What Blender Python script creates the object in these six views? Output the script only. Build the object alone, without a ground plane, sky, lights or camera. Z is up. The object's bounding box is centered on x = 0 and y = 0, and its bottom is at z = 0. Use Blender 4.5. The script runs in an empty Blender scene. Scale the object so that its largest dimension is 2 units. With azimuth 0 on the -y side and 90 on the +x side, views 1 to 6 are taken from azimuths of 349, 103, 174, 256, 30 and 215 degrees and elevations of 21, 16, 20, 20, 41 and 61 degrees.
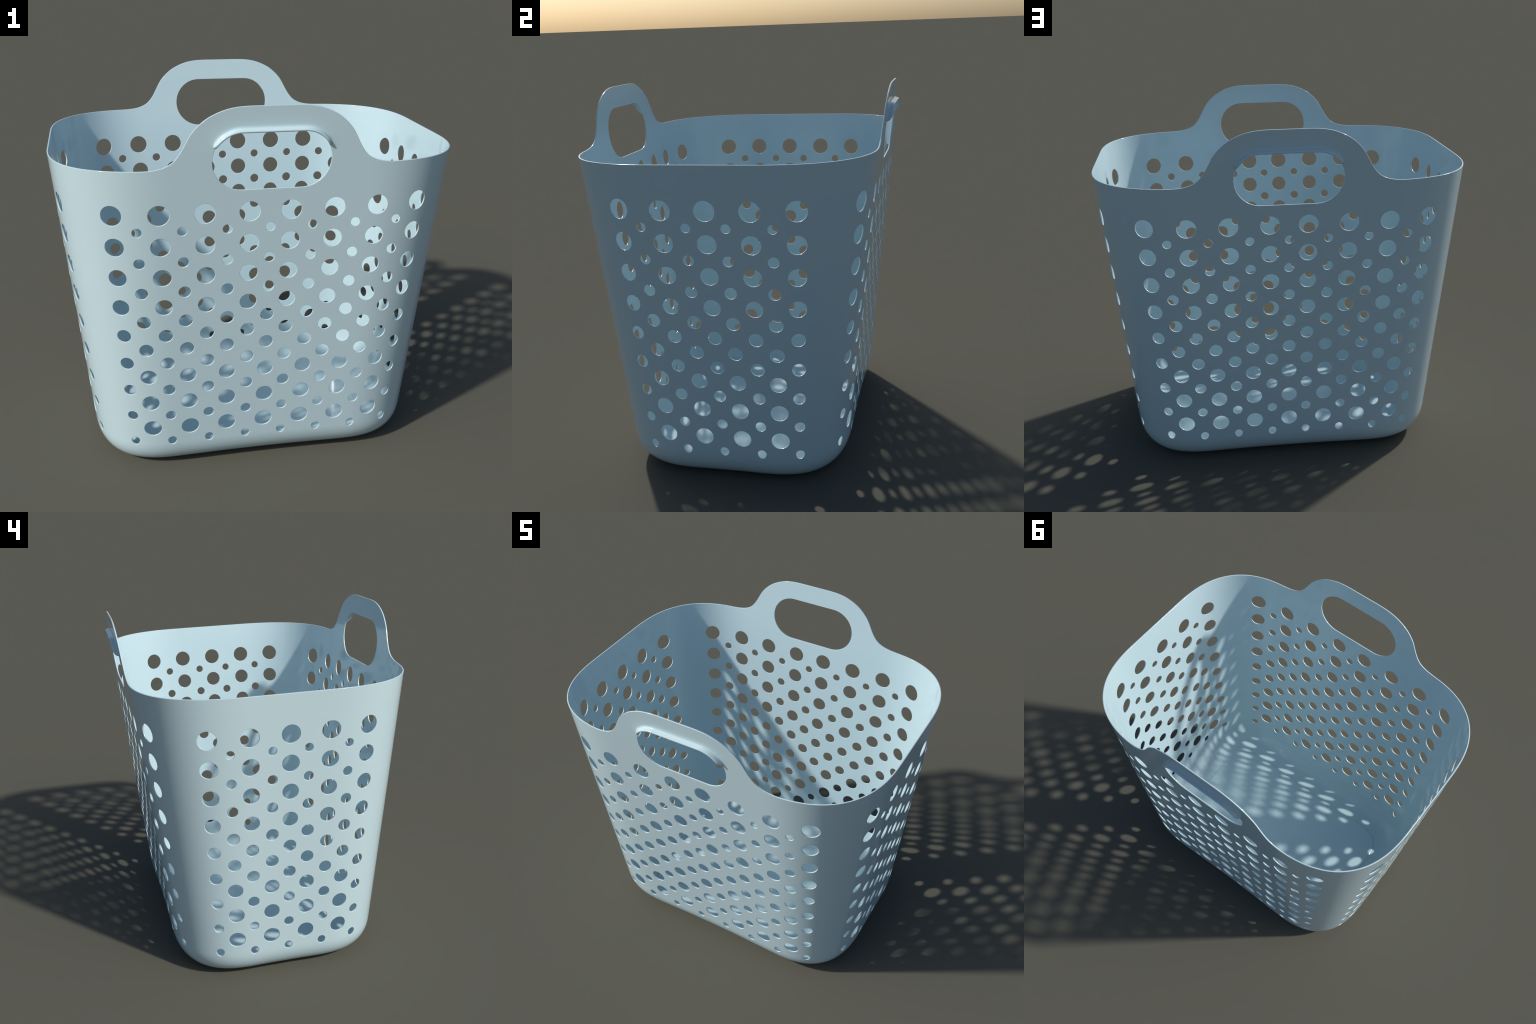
"""Perforated light blue plastic laundry basket: one thin moulded sheet (flared
rounded-rectangle walls, wide fillet, floor) with a graded dot pattern of holes,
two raised grip handles and an outward-curled lip over each grip opening."""
import bpy
import math
import numpy as np
from mathutils import Vector
from mathutils.geometry import delaunay_2d_cdt

# ------------------------------------------------------------------ dimensions
THICK = 0.008          # sheet thickness
EDGE = 0.0018          # rounding of every cut edge
RIM_Z = 1.643          # height of the plain rim
HANDLE_TOP = 1.9245    # height of the handles
HANDLE_CUT = 1.655     # where the handle part begins
A_RIM, A_SLOPE = 0.9960, 0.0945    # half length (x) at z = 1.645, and its flare
B_RIM, B_SLOPE = 0.7314, 0.1000    # half width (y)
R_RIM, R_SLOPE = 0.5370, 0.0820    # plan size of the rounded corners
CORNER_P = 2.55        # they ease into the flat walls: superellipse exponent
BOW = 0.0064           # the long walls sink in a little, low down in the middle
FILLET = 0.183         # radius between wall and floor (mid surface)
FLOOR_Z = THICK / 2
K_FIL = 0.097
Z_TAN = 0.170          # where the fillet starts
FIL_H = Z_TAN - FLOOR_Z
FIL_W = FILLET - K_FIL * FIL_H
FIL_LEN = 0.270        # profile length of the fillet
V_END = Z_TAN - FIL_LEN
V_BASE = 0.125         # profile position where the base part begins

# grip opening: a stadium
GRIP_Z, GRIP_R, GRIP_X = 1.6755, 0.1345, 0.138

# outline of the handle: (distance from the middle, height)
HANDLE_OUTLINE = [(0.0, 1.9245), (0.06, 1.9245), (0.115, 1.9240), (0.166, 1.9203), (0.210, 1.9115),
                  (0.260, 1.8925), (0.295, 1.8735), (0.325, 1.8500), (0.350, 1.8245),
                  (0.367, 1.8025), (0.382, 1.7765), (0.402, 1.7385), (0.424, 1.7045),
                  (0.446, 1.6805), (0.470, 1.6655), (0.495, 1.6555), (0.530, 1.6480),
                  (0.570, 1.6447), (0.620, 1.644)]
HANDLE_OUTLINE = [(x, z - 0.0012 - 0.0018 * max(0, z - 1.66) / 0.26 if z > 1.6441 else RIM_Z) for x, z in HANDLE_OUTLINE]

# hole pattern: rows of the main columns (9) and of the columns between (8)
ROWS_MAIN = np.linspace(1.4345, 0.1815, 9)
ROWS_BETWEEN = np.linspace(1.3535, 0.2615, 8)
RAD_MAIN = [0.0490, 0.0456, 0.0432, 0.0410, 0.0342, 0.0334, 0.0304, 0.0262, 0.0222]
RAD_BETWEEN = [0.0227, 0.0258, 0.0292, 0.0332, 0.0344, 0.0403, 0.0427, 0.0446]
# column positions (from the middle of the wall) at the top and the bottom row
LONG_MAIN = [(0.097, 0.094), (0.305, 0.2845), (0.513, 0.4745), (0.722, 0.6600)]
LONG_BETWEEN = [(0.0, 0.0), (0.200, 0.1925), (0.4085, 0.3815), (0.6125, 0.5710)]
SHORT_MAIN = [(0.0, 0.0), (0.2085, 0.1915), (0.415, 0.3770)]
SHORT_BETWEEN = [(0.094, 0.0965), (0.307, 0.2870)]


# ------------------------------------------------------------------ the moulded sheet as a formula
# half of a unit superellipse corner, from the flat wall to the diagonal, by arc length
_X = np.linspace(0, 2 ** (-1 / CORNER_P), 400)
_Y = (1 - _X ** CORNER_P) ** (1 / CORNER_P)
_S = np.concatenate([[0], np.cumsum(np.hypot(np.diff(_X), np.diff(_Y)))])
ARC = float(_S[-1])


def smooth(x, lo, hi):
    t = min(1.0, max(0.0, (x - lo) / (hi - lo)))
    return t * t * (3 - 2 * t)


def section(v):
    """half length, half width, corner size, height, fillet angle at profile position v"""
    z = max(v, Z_TAN)
    a = A_RIM - A_SLOPE * (1.645 - z)
    b = B_RIM - B_SLOPE * (1.645 - z)
    r = R_RIM - R_SLOPE * (1.645 - min(z, 1.645))
    psi = None if v >= Z_TAN else min(1.0, (Z_TAN - v) / FIL_LEN) * math.pi / 2
    return a, b, r, z, psi


def wall_point(u, v, long):
    """point (along, out, z) and normal on a wall; |u|<1 flat, 1..2 half of the corner"""
    a, b, r, z, psi = section(v)
    half, deep, ks, kd = (a, b, A_SLOPE, B_SLOPE) if long else (b, a, B_SLOPE, A_SLOPE)
    w = abs(u)
    X = float(np.interp(max(0.0, w - 1) * ARC, _S, _X))
    Y = (1 - X ** CORNER_P) ** (1 / CORNER_P)
    nx, ny = X ** (CORNER_P - 1), Y ** (CORNER_P - 1)
    h = math.hypot(nx, ny)
    nx, ny = nx / h, ny / h
    x = (half - r) * min(w, 1) + r * X
    y = deep - r + r * Y
    k = (ks - R_SLOPE + R_SLOPE * X) * nx + (kd - R_SLOPE + R_SLOPE * Y) * ny
    n = Vector((nx, ny, -k))
    if long and w < 1:
        y -= BOW * (1 - w * w) ** 1.5 * (1 - smooth(z, 0.75, 1.40))
    if psi is not None:
        full = 2.28 + 0.10 * smooth(w, 0.3, 1.5)         # fuller curve at the corners
        q = 2 / full
        s, c = math.sin(psi), max(0.0, math.cos(psi))
        drop = FIL_H * s ** q
        inset = K_FIL * drop + FIL_W * (1 - c ** q)
        x -= inset * nx
        y -= inset * ny
        z = Z_TAN - drop
        ch, sh = c ** (2 - q), s ** (2 - q)
        up = K_FIL * FIL_H * ch + FIL_W * sh
        n = Vector((nx * FIL_H * ch, ny * FIL_H * ch, -up))
    n.normalize()
    sg = 1 if u >= 0 else -1
    return sg * x, y, z, Vector((sg * n.x, n.y, n.z))


def long_point(u, v):
    x, y, z, n = wall_point(u, v, True)                    # faces -y
    return Vector((x, -y, z)), Vector((n.x, -n.y, n.z))


def short_point(u, v):
    x, y, z, n = wall_point(u, v, False)                   # faces +x
    return Vector((y, x, z)), Vector((n.y, n.x, n.z))


def flat_half(v, long):
    a, b, r, z, _ = section(v)
    return ((a if long else b) - r), r


def s_to_u(s, v, long):
    """arc length from the wall's middle -> parameter u"""
    L, r = flat_half(v, long)
    w = abs(s)
    u = w / L if w <= L else 1 + (w - L) / (r * ARC)
    return math.copysign(u, s)


def x_to_s(x, v, long):
    L, r = flat_half(v, long)
    if abs(x) <= L:
        return x
    return math.copysign(L + r * float(np.interp((abs(x) - L) / r, _X, _S)), x)


# ------------------------------------------------------------------ handle outline as a smooth curve
def hermite(pts, per):
    xs, ys = np.array(pts).T
    d = np.gradient(ys, xs)
    d[0] = d[1] = d[-1] = 0
    out = []
    for i in range(len(xs) - 1):
        h = xs[i + 1] - xs[i]
        for j in range(per):
            t = j / per
            out.append((xs[i] + t * h,
                        (2*t**3 - 3*t*t + 1) * ys[i] + (t**3 - 2*t*t + t) * h * d[i]
                        + (-2*t**3 + 3*t*t) * ys[i + 1] + (t**3 - t*t) * h * d[i + 1]))
    out.append((xs[-1], ys[-1]))
    return out


OUTLINE = hermite(HANDLE_OUTLINE, 3)
OX, OZ = np.array(OUTLINE).T


def top_of(x):
    return float(np.interp(abs(x), OX, OZ))


CUT_X = float(np.interp(-HANDLE_CUT, -OZ, OX))         # outline crosses the part border here
CUT_G = GRIP_X + math.sqrt(GRIP_R**2 - (HANDLE_CUT - GRIP_Z)**2)


# ------------------------------------------------------------------ triangulate one wall panel
CORNER_COLS = 18
FLAT_COLS_LONG, FLAT_COLS_SHORT = 24, 14


def columns(long):
    n = FLAT_COLS_LONG if long else FLAT_COLS_SHORT
    flat = [-1 + 2 * i / n for i in range(n + 1)]
    bend = [1 + (i + 1) / CORNER_COLS for i in range(CORNER_COLS)]
    return [-w for w in reversed(bend)] + flat + bend


def build_panel(long):
    point = long_point if long else short_point
    Lref, rref = flat_half(0.9, long)

    def u_to_p(u):
        w = abs(u)
        return math.copysign(Lref * w if w <= 1 else Lref + (w - 1) * rref * ARC, u)

    def p_to_u(p):
        w = abs(p)
        return math.copysign(w / Lref if w <= Lref else 1 + (w - Lref) / (rref * ARC), p)

    pts, edges, loop_id = [], [], []

    def add(p, v, tag=-1):
        pts.append((p, v))
        loop_id.append(tag)
        return len(pts) - 1

    def sv(s, v):
        return u_to_p(s_to_u(s, v, long)), v

    obstacles = []
    # --- border of the panel
    cols = columns(long)
    bottom = [add(u_to_p(u), V_BASE) for u in cols]
    nside = 44
    side_v = [V_BASE + (RIM_Z - V_BASE) * i / nside for i in range(1, nside)]
    pR, pL = u_to_p(2), u_to_p(-2)
    if long:
        extra = sorted(set(list(OX[OX < OX[-1] - 1e-6]) + [CUT_X]))
        xs = [-x for x in reversed(extra) if x > 1e-9] + extra
        bumps = [(x, HANDLE_CUT if abs(abs(x) - CUT_X) < 1e-9 else top_of(x)) for x in xs]
        arm = [x_to_s(OX[-1], RIM_Z, True)]
        Lr, rr = flat_half(RIM_Z, True)
        end = Lr + rr * ARC
        n = 20
        arm = [arm[0] + (end - arm[0]) * i / n for i in range(n + 1)]
        top = [sv(-s, RIM_Z) for s in reversed(arm)] + [sv(x_to_s(x, z, True), z) for x, z in bumps] + [sv(s, RIM_Z) for s in arm]
    else:
        top = [(u_to_p(u), RIM_Z) for u in cols]
    top = [add(*q) for q in top]
    right = [add(pR, v) for v in side_v]
    left = [add(pL, v) for v in side_v]
    ring = bottom + right + top[::-1] + left[::-1]
    edges += list(zip(ring, ring[1:] + ring[:1]))
    top_p = np.array([pts[i] for i in top])

    # --- round holes
    holes = []
    for cs, rows, rads in ((LONG_MAIN if long else SHORT_MAIN, ROWS_MAIN, RAD_MAIN),
                           (LONG_BETWEEN if long else SHORT_BETWEEN, ROWS_BETWEEN, RAD_BETWEEN)):
        for c0, c1 in cs:
            for z, rad in zip(rows, rads):
                f = (rows[0] - z) / (rows[0] - rows[-1])
                x = c0 + (c1 - c0) * f
                for sg in ((1, -1) if x > 1e-6 else (1,)):
                    holes.append((sg * x, z, rad))
    for h, (x, z, rad) in enumerate(holes):
        s0 = x_to_s(x, z, long)
        rad -= 0.0004
        nseg = 28 if rad > 0.03 else 22
        loop = [add(*sv(s0 + (rad + EDGE) * math.cos(t), z + (rad + EDGE) * math.sin(t)), tag=h)
                for t in (2 * math.pi * (i + 0.5) / nseg for i in range(nseg))]
        edges += list(zip(loop, loop[1:] + loop[:1]))
        obstacles.append((*sv(s0, z), rad + EDGE))

    # --- grip opening and the line that ends the handle part
    cut_line = []
    if long:
        g = len(holes)
        gr = GRIP_R + EDGE
        a0 = math.asin((HANDLE_CUT - GRIP_Z) / gr)
        arcs = [a0 + (math.pi / 2 - a0) * i / 12 for i in range(13)]
        low = [-math.pi / 2 + (a0 + math.pi / 2) * i / 14 for i in range(14)]
        rim = [(GRIP_X + gr * math.cos(t), GRIP_Z + gr * math.sin(t)) for t in low + arcs]
        rim += [(GRIP_X - 2 * GRIP_X * i / 14, GRIP_Z + gr) for i in range(1, 14)]
        rim += [(-x, z) for x, z in reversed(rim[:len(low) + len(arcs)])]
        rim += [(-GRIP_X + 2 * GRIP_X * i / 14, GRIP_Z - gr) for i in range(1, 14)]
        loop = [add(*sv(x, z), tag=g) for x, z in rim]
        edges += list(zip(loop, loop[1:] + loop[:1]))
        gx = GRIP_X + gr * math.cos(a0)
        for sg in (1, -1):
            line = [sv(sg * (gx + (CUT_X - gx) * i / 6), HANDLE_CUT) for i in range(7)]
            near = lambda q: min(range(len(pts)), key=lambda i: (pts[i][0] - q[0])**2 + (pts[i][1] - q[1])**2)
            ids = [near(line[0])] + [add(*q) for q in line[1:-1]] + [near(line[-1])]
            edges += list(zip(ids, ids[1:]))

    # --- filling points, staggered grid kept clear of the cut edges
    step = 0.027
    ob = np.array(obstacles)
    border = np.array([pts[i] for i in range(len(pts))])
    nv = int((HANDLE_TOP - V_BASE) / step) + 1
    for j in range(nv):
        v = V_BASE + step * 0.9 * (j + 0.7)
        for i in range(int((pR - pL) / step) + 2):
            p = pL + step * (i + 0.5 * (j % 2))
            if p < pL + 0.4 * step or p > pR - 0.4 * step:
                continue
            if v > np.interp(p, top_p[:, 0], top_p[:, 1]) - 0.012:
                continue
            if (np.hypot(ob[:, 0] - p, ob[:, 1] - v) < ob[:, 2] + 0.006).any():
                continue
            if long and abs(v - HANDLE_CUT) < 0.008:
                continue
            if np.hypot(border[:, 0] - p, border[:, 1] - v).min() < 0.009:
                continue
            if long:
                xx = p_to_u(p) * flat_half(v, True)[0]
                dx = max(0, abs(xx) - GRIP_X)
                if math.hypot(dx, v - GRIP_Z) < GRIP_R + 0.01:
                    continue
            add(p, v)

    co, _, faces, orig, _, _ = delaunay_2d_cdt([Vector(q) for q in pts], edges, [], 0, 1e-7)
    tag = [loop_id[o[0]] if o else -1 for o in orig]
    tris = []
    for f in faces:
        if tag[f[0]] >= 0 and tag[f[0]] == tag[f[1]] == tag[f[2]]:
            continue
        cp = sum(co[i][0] for i in f) / 3
        cv = sum(co[i][1] for i in f) / 3
        if cv > np.interp(cp, top_p[:, 0], top_p[:, 1]) + 1e-7:
            continue
        area = (co[f[1]] - co[f[0]]).cross(co[f[2]] - co[f[0]])
        if abs(area) < 1e-10:
            continue
        tris.append(f if area > 0 else f[::-1])
    P = [point(p_to_u(c[0]), c[1]) for c in co]
    part = ["handle" if long and sum(co[i][1] for i in f) / 3 > HANDLE_CUT and sum(co[i][1] for i in f) / 3 > RIM_Z else "wall" for f in tris]
    return [q[0] for q in P], [q[1] for q in P], tris, part


# ------------------------------------------------------------------ weld the four panels and the base into one sheet
verts, norms, tris, tags, index = [], [], [], [], {}


def weld(p, n):
    key = (round(p.x * 20000), round(p.y * 20000), round(p.z * 20000))
    for dx in (0, -1, 1):
        for dy in (0, -1, 1):
            for dz in (0, -1, 1):
                k = (key[0] + dx, key[1] + dy, key[2] + dz)
                if k in index:
                    return index[k]
    index[key] = len(verts)
    verts.append(p)
    norms.append(n)
    return index[key]


def turn(vec):
    return Vector((-vec.x, -vec.y, vec.z))


for long in (True, False):
    P, N, T, part = build_panel(long)
    for half in (False, True):
        ids = [weld(turn(p) if half else p, turn(n) if half else n) for p, n in zip(P, N)]
        for f, name in zip(T, part):
            g = tuple(ids[i] for i in f)
            if len(set(g)) == 3:
                tris.append(g)
                tags.append(("handle_back" if half else "handle_front") if name == "handle" else "wall")

# base: rings down the fillet, a small raised step, the floor
FILLET_RINGS = 14
STEP_UP = 0.0042
rings = []
for i in range(FILLET_RINGS + 1):
    v = V_BASE + (V_END - V_BASE) * i / FILLET_RINGS
    row = []
    for fn, half, cols in ((long_point, False, columns(True)), (short_point, False, columns(False)),
                           (long_point, True, columns(True)), (short_point, True, columns(False))):
        # walk round the basket: -y wall, +x wall, +y wall, -x wall
        for u in cols[:-1]:
            p, n = fn(u, v)
            row.append((turn(p), turn(n)) if half else (p, n))
    rings.append(row)


def inset_ring(row, d, dz, nz):
    out = []
    for p, n in row:
        # the flat direction towards the middle follows the plan outline
        h = Vector((plan[len(out)].x, plan[len(out)].y, 0)).normalized()
        q = p - h * d
        out.append((Vector((q.x, q.y, p.z + dz)), (Vector((h.x, h.y, 0)) * nz + Vector((0, 0, -1))).normalized()))
    return out


plan = [n for _, n in rings[0]]
last = rings[-1]
for d, dz, nz in ((0.004, 0.0, 0.0), (0.0055, 0.0006, -0.5), (0.0075, STEP_UP - 0.0006, -0.5), (0.010, STEP_UP, 0.0), (0.05, STEP_UP, 0.0)):
    rings.append(inset_ring(last, d, dz, nz))
ring_ids = [[weld(p, n) for p, n in row] for row in rings]
quads = []
for r0, r1 in zip(ring_ids, ring_ids[1:]):
    m = len(r0)
    for i in range(m):
        q = (r1[i], r1[(i + 1) % m], r0[(i + 1) % m], r0[i])
        quads.append(q)
floor_face = tuple(ring_ids[-1])

faces = [(f, t) for f, t in zip(tris, tags)] + [(f, "base") for f in quads] + [(floor_face, "base")]

# make every face look outwards
fixed = []
for f, t in faces:
    a, b, c = verts[f[0]], verts[f[1]], verts[f[2]]
    nn = (b - a).cross(c - a)
    ref = norms[f[0]] + norms[f[1]] + norms[f[2]]
    fixed.append((f if nn.dot(ref) > 0 else f[::-1], t))
faces = fixed

# ------------------------------------------------------------------ give the sheet its thickness and rounded cut edges
edge_count = {}
for f, t in faces:
    for i in range(len(f)):
        e = (f[i], f[(i + 1) % len(f)])
        edge_count.setdefault(tuple(sorted(e)), []).append((e, t))
boundary = [v[0] for v in edge_count.values() if len(v) == 1]
away = {}
for (i, j), t in boundary:
    tangent = (verts[j] - verts[i]).normalized()
    for k in (i, j):
        d = tangent.cross(norms[k])       # faces run anticlockwise, so this leaves the material
        away[k] = away.get(k, Vector()) + d

solid_v, solid_n = [], []


def emit(p, n):
    solid_v.append(p)
    solid_n.append(n.normalized())
    return len(solid_v) - 1


H = THICK / 2
outer = [emit(p + n * H, n) for p, n in zip(verts, norms)]
inner = [emit(p - n * H, -n) for p, n in zip(verts, norms)]
lipo, lipi = {}, {}
for k, d in away.items():
    d = d.normalized()
    q = verts[k] + d * EDGE
    lipo[k] = emit(q + norms[k] * (H - EDGE), d + norms[k] * 0.15)
    lipi[k] = emit(q - norms[k] * (H - EDGE), d - norms[k] * 0.15)
solid_f = []
for f, t in faces:
    solid_f.append((tuple(outer[i] for i in f), t))
    solid_f.append((tuple(inner[i] for i in reversed(f)), t))
for (i, j), t in boundary:
    solid_f.append(((outer[j], outer[i], lipo[i], lipo[j]), t))
    solid_f.append(((lipo[j], lipo[i], lipi[i], lipi[j]), t))
    solid_f.append(((lipi[j], lipi[i], inner[i], inner[j]), t))


# ------------------------------------------------------------------ material
def plastic(name):
    mat = bpy.data.materials.new(name)
    mat.use_nodes = True
    nt = mat.node_tree
    nt.nodes.clear()
    N = nt.nodes.new
    L = nt.links.new
    out = N("ShaderNodeOutputMaterial")
    bsdf = N("ShaderNodeBsdfPrincipled")
    L(bsdf.outputs[0], out.inputs[0])
    tc = N("ShaderNodeTexCoord")
    # very slight cloudiness of the dyed plastic
    cloud = N("ShaderNodeTexNoise")
    cloud.inputs["Scale"].default_value = 2.2
    cloud.inputs["Detail"].default_value = 3
    L(tc.outputs["Object"], cloud.inputs["Vector"])
    ramp = N("ShaderNodeValToRGB")
    ramp.color_ramp.elements[0].position = 0.3
    ramp.color_ramp.elements[0].color = (*COLOUR_LOW, 1)
    ramp.color_ramp.elements[1].position = 0.7
    ramp.color_ramp.elements[1].color = (*COLOUR_HIGH, 1)
    L(cloud.outputs["Fac"], ramp.inputs["Fac"])
    # sparse scuffs: thin stretched specks
    mp = N("ShaderNodeMapping")
    mp.inputs["Scale"].default_value = (1, 1, 0.45)
    L(tc.outputs["Object"], mp.inputs["Vector"])
    scuff = N("ShaderNodeTexNoise")
    scuff.inputs["Scale"].default_value = 60
    scuff.inputs["Detail"].default_value = 2
    L(mp.outputs[0], scuff.inputs["Vector"])
    gate = N("ShaderNodeMapRange")
    gate.inputs["From Min"].default_value = 0.715
    gate.inputs["From Max"].default_value = 0.80
    gate.inputs["To Max"].default_value = 0.22
    L(scuff.outputs["Fac"], gate.inputs["Value"])
    mix = N("ShaderNodeMix")
    mix.data_type = "RGBA"
    mix.inputs["B"].default_value = (*[c * 0.72 for c in COLOUR_LOW], 1)
    L(gate.outputs[0], mix.inputs["Factor"])
    L(ramp.outputs["Color"], mix.inputs["A"])
    L(mix.outputs["Result"], bsdf.inputs["Base Color"])
    # handled plastic: gloss varies a little
    gl = N("ShaderNodeTexNoise")
    gl.inputs["Scale"].default_value = 9
    gl.inputs["Detail"].default_value = 4
    L(tc.outputs["Object"], gl.inputs["Vector"])
    rr = N("ShaderNodeMapRange")
    rr.inputs["To Min"].default_value = ROUGH - 0.006
    rr.inputs["To Max"].default_value = ROUGH + 0.006
    L(gl.outputs["Fac"], rr.inputs["Value"])
    L(rr.outputs[0], bsdf.inputs["Roughness"])
    bsdf.inputs["IOR"].default_value = 1.45
    return mat


COLOUR_LOW = (0.527, 0.688, 0.742)
COLOUR_HIGH = (0.535, 0.696, 0.750)
ROUGH = 0.105
MAT = plastic("light_blue_plastic")


def make_object(name, V, F, Nn, parent):
    me = bpy.data.meshes.new(name)
    me.from_pydata([tuple(p) for p in V], [], F)
    me.polygons.foreach_set("use_smooth", [True] * len(me.polygons))
    me.materials.append(MAT)
    me.update()
    if Nn is not None:
        me.normals_split_custom_set_from_vertices([tuple(n) for n in Nn])
    ob = bpy.data.objects.new(name, me)
    bpy.context.scene.collection.objects.link(ob)
    ob.parent = parent
    return ob


root = bpy.data.objects.new("laundry_basket", None)
bpy.context.scene.collection.objects.link(root)
root["label"] = "light blue plastic laundry basket with round holes and two handles"
root["category"] = "laundry basket"


def part_from(tag, name):
    F = [f for f, t in solid_f if t == tag]
    used = sorted({i for f in F for i in f})
    back = {k: i for i, k in enumerate(used)}
    return make_object(name, [solid_v[k] for k in used], [tuple(back[i] for i in f) for f in F], [solid_n[k] for k in used], root)


wall = part_from("wall", "wall")
base = part_from("base", "base")
handles = [part_from("handle_front", "handle"), part_from("handle_back", "handle")]

# ------------------------------------------------------------------ the curled lip over each grip opening
# cross-section: (distance from the edge of the opening, distance out of the wall's middle)
LIP = [(0.030, 0.0034), (0.026, 0.0041), (0.0215, 0.0045), (0.0180, 0.0056), (0.0155, 0.0078), (0.0140, 0.0112),
       (0.0130, 0.0160), (0.0122, 0.0210), (0.0112, 0.0258), (0.0095, 0.0288), (0.0065, 0.0303), (0.0030, 0.0297),
       (0.0005, 0.0270), (-0.0006, 0.0225), (-0.0006, 0.0080), (-0.0006, 0.0005)]
LIP_INNER = [(0.010, 0.0005), (0.030, 0.0005)]


def lip_mesh():
    a0, gr = math.radians(27), GRIP_R
    path = []      # (x, z, direction out of the opening, length position)
    arc = [a0 + (math.pi / 2 - a0) * i / 22 for i in range(23)]
    side = [(GRIP_X + gr * math.cos(t), GRIP_Z + gr * math.sin(t), math.cos(t), math.sin(t)) for t in arc]
    mid = [(GRIP_X - 2 * GRIP_X * i / 16, GRIP_Z + gr, 0.0, 1.0) for i in range(1, 16)]
    path = side + mid + [(-x, z, -dx, dz) for x, z, dx, dz in reversed(side)]
    P = np.array(path)
    length = np.concatenate([[0], np.cumsum(np.hypot(*np.diff(P[:, :2], axis=0).T))])
    V, F = [], []
    prof = LIP + LIP_INNER
    for (x, z, dx, dz), s in zip(path, length):
        e = min(s, length[-1] - s)
        k = min(1.0, e / 0.045)
        k = math.sqrt(1 - (1 - k) ** 2)             # rounded ends
        for m, n in prof:
            mm = m if m < 0.012 else 0.012 + (m - 0.012) * (0.3 + 0.7 * k)
            nn = n if n < 0.0042 else 0.0042 + (n - 0.0042) * k
            if n >= 0.0030:
                nn -= 0.0012 * (1 - k)
            px, pz = x + dx * mm, z + dz * mm
            p, nrm = long_point(px / flat_half(pz, True)[0], pz)
            V.append(p + nrm * nn)
    m = len(prof)
    for i in range(len(path) - 1):
        for j in range(m):
            F.append((i * m + j, i * m + (j + 1) % m, (i + 1) * m + (j + 1) % m, (i + 1) * m + j))
    F.append(tuple(range(m))[::-1])
    F.append(tuple((len(path) - 1) * m + j for j in range(m)))
    return V, F


LV, LF = lip_mesh()
for i, h in enumerate(handles):
    V = [turn(p) for p in LV] if i else LV
    ob = make_object("grip_lip", V, LF, None, h)
    me = ob.data
    import bmesh
    bm = bmesh.new()
    bm.from_mesh(me)
    bmesh.ops.recalc_face_normals(bm, faces=bm.faces)
    bm.to_mesh(me)
    bm.free()
    me.set_sharp_from_angle(angle=math.radians(50))
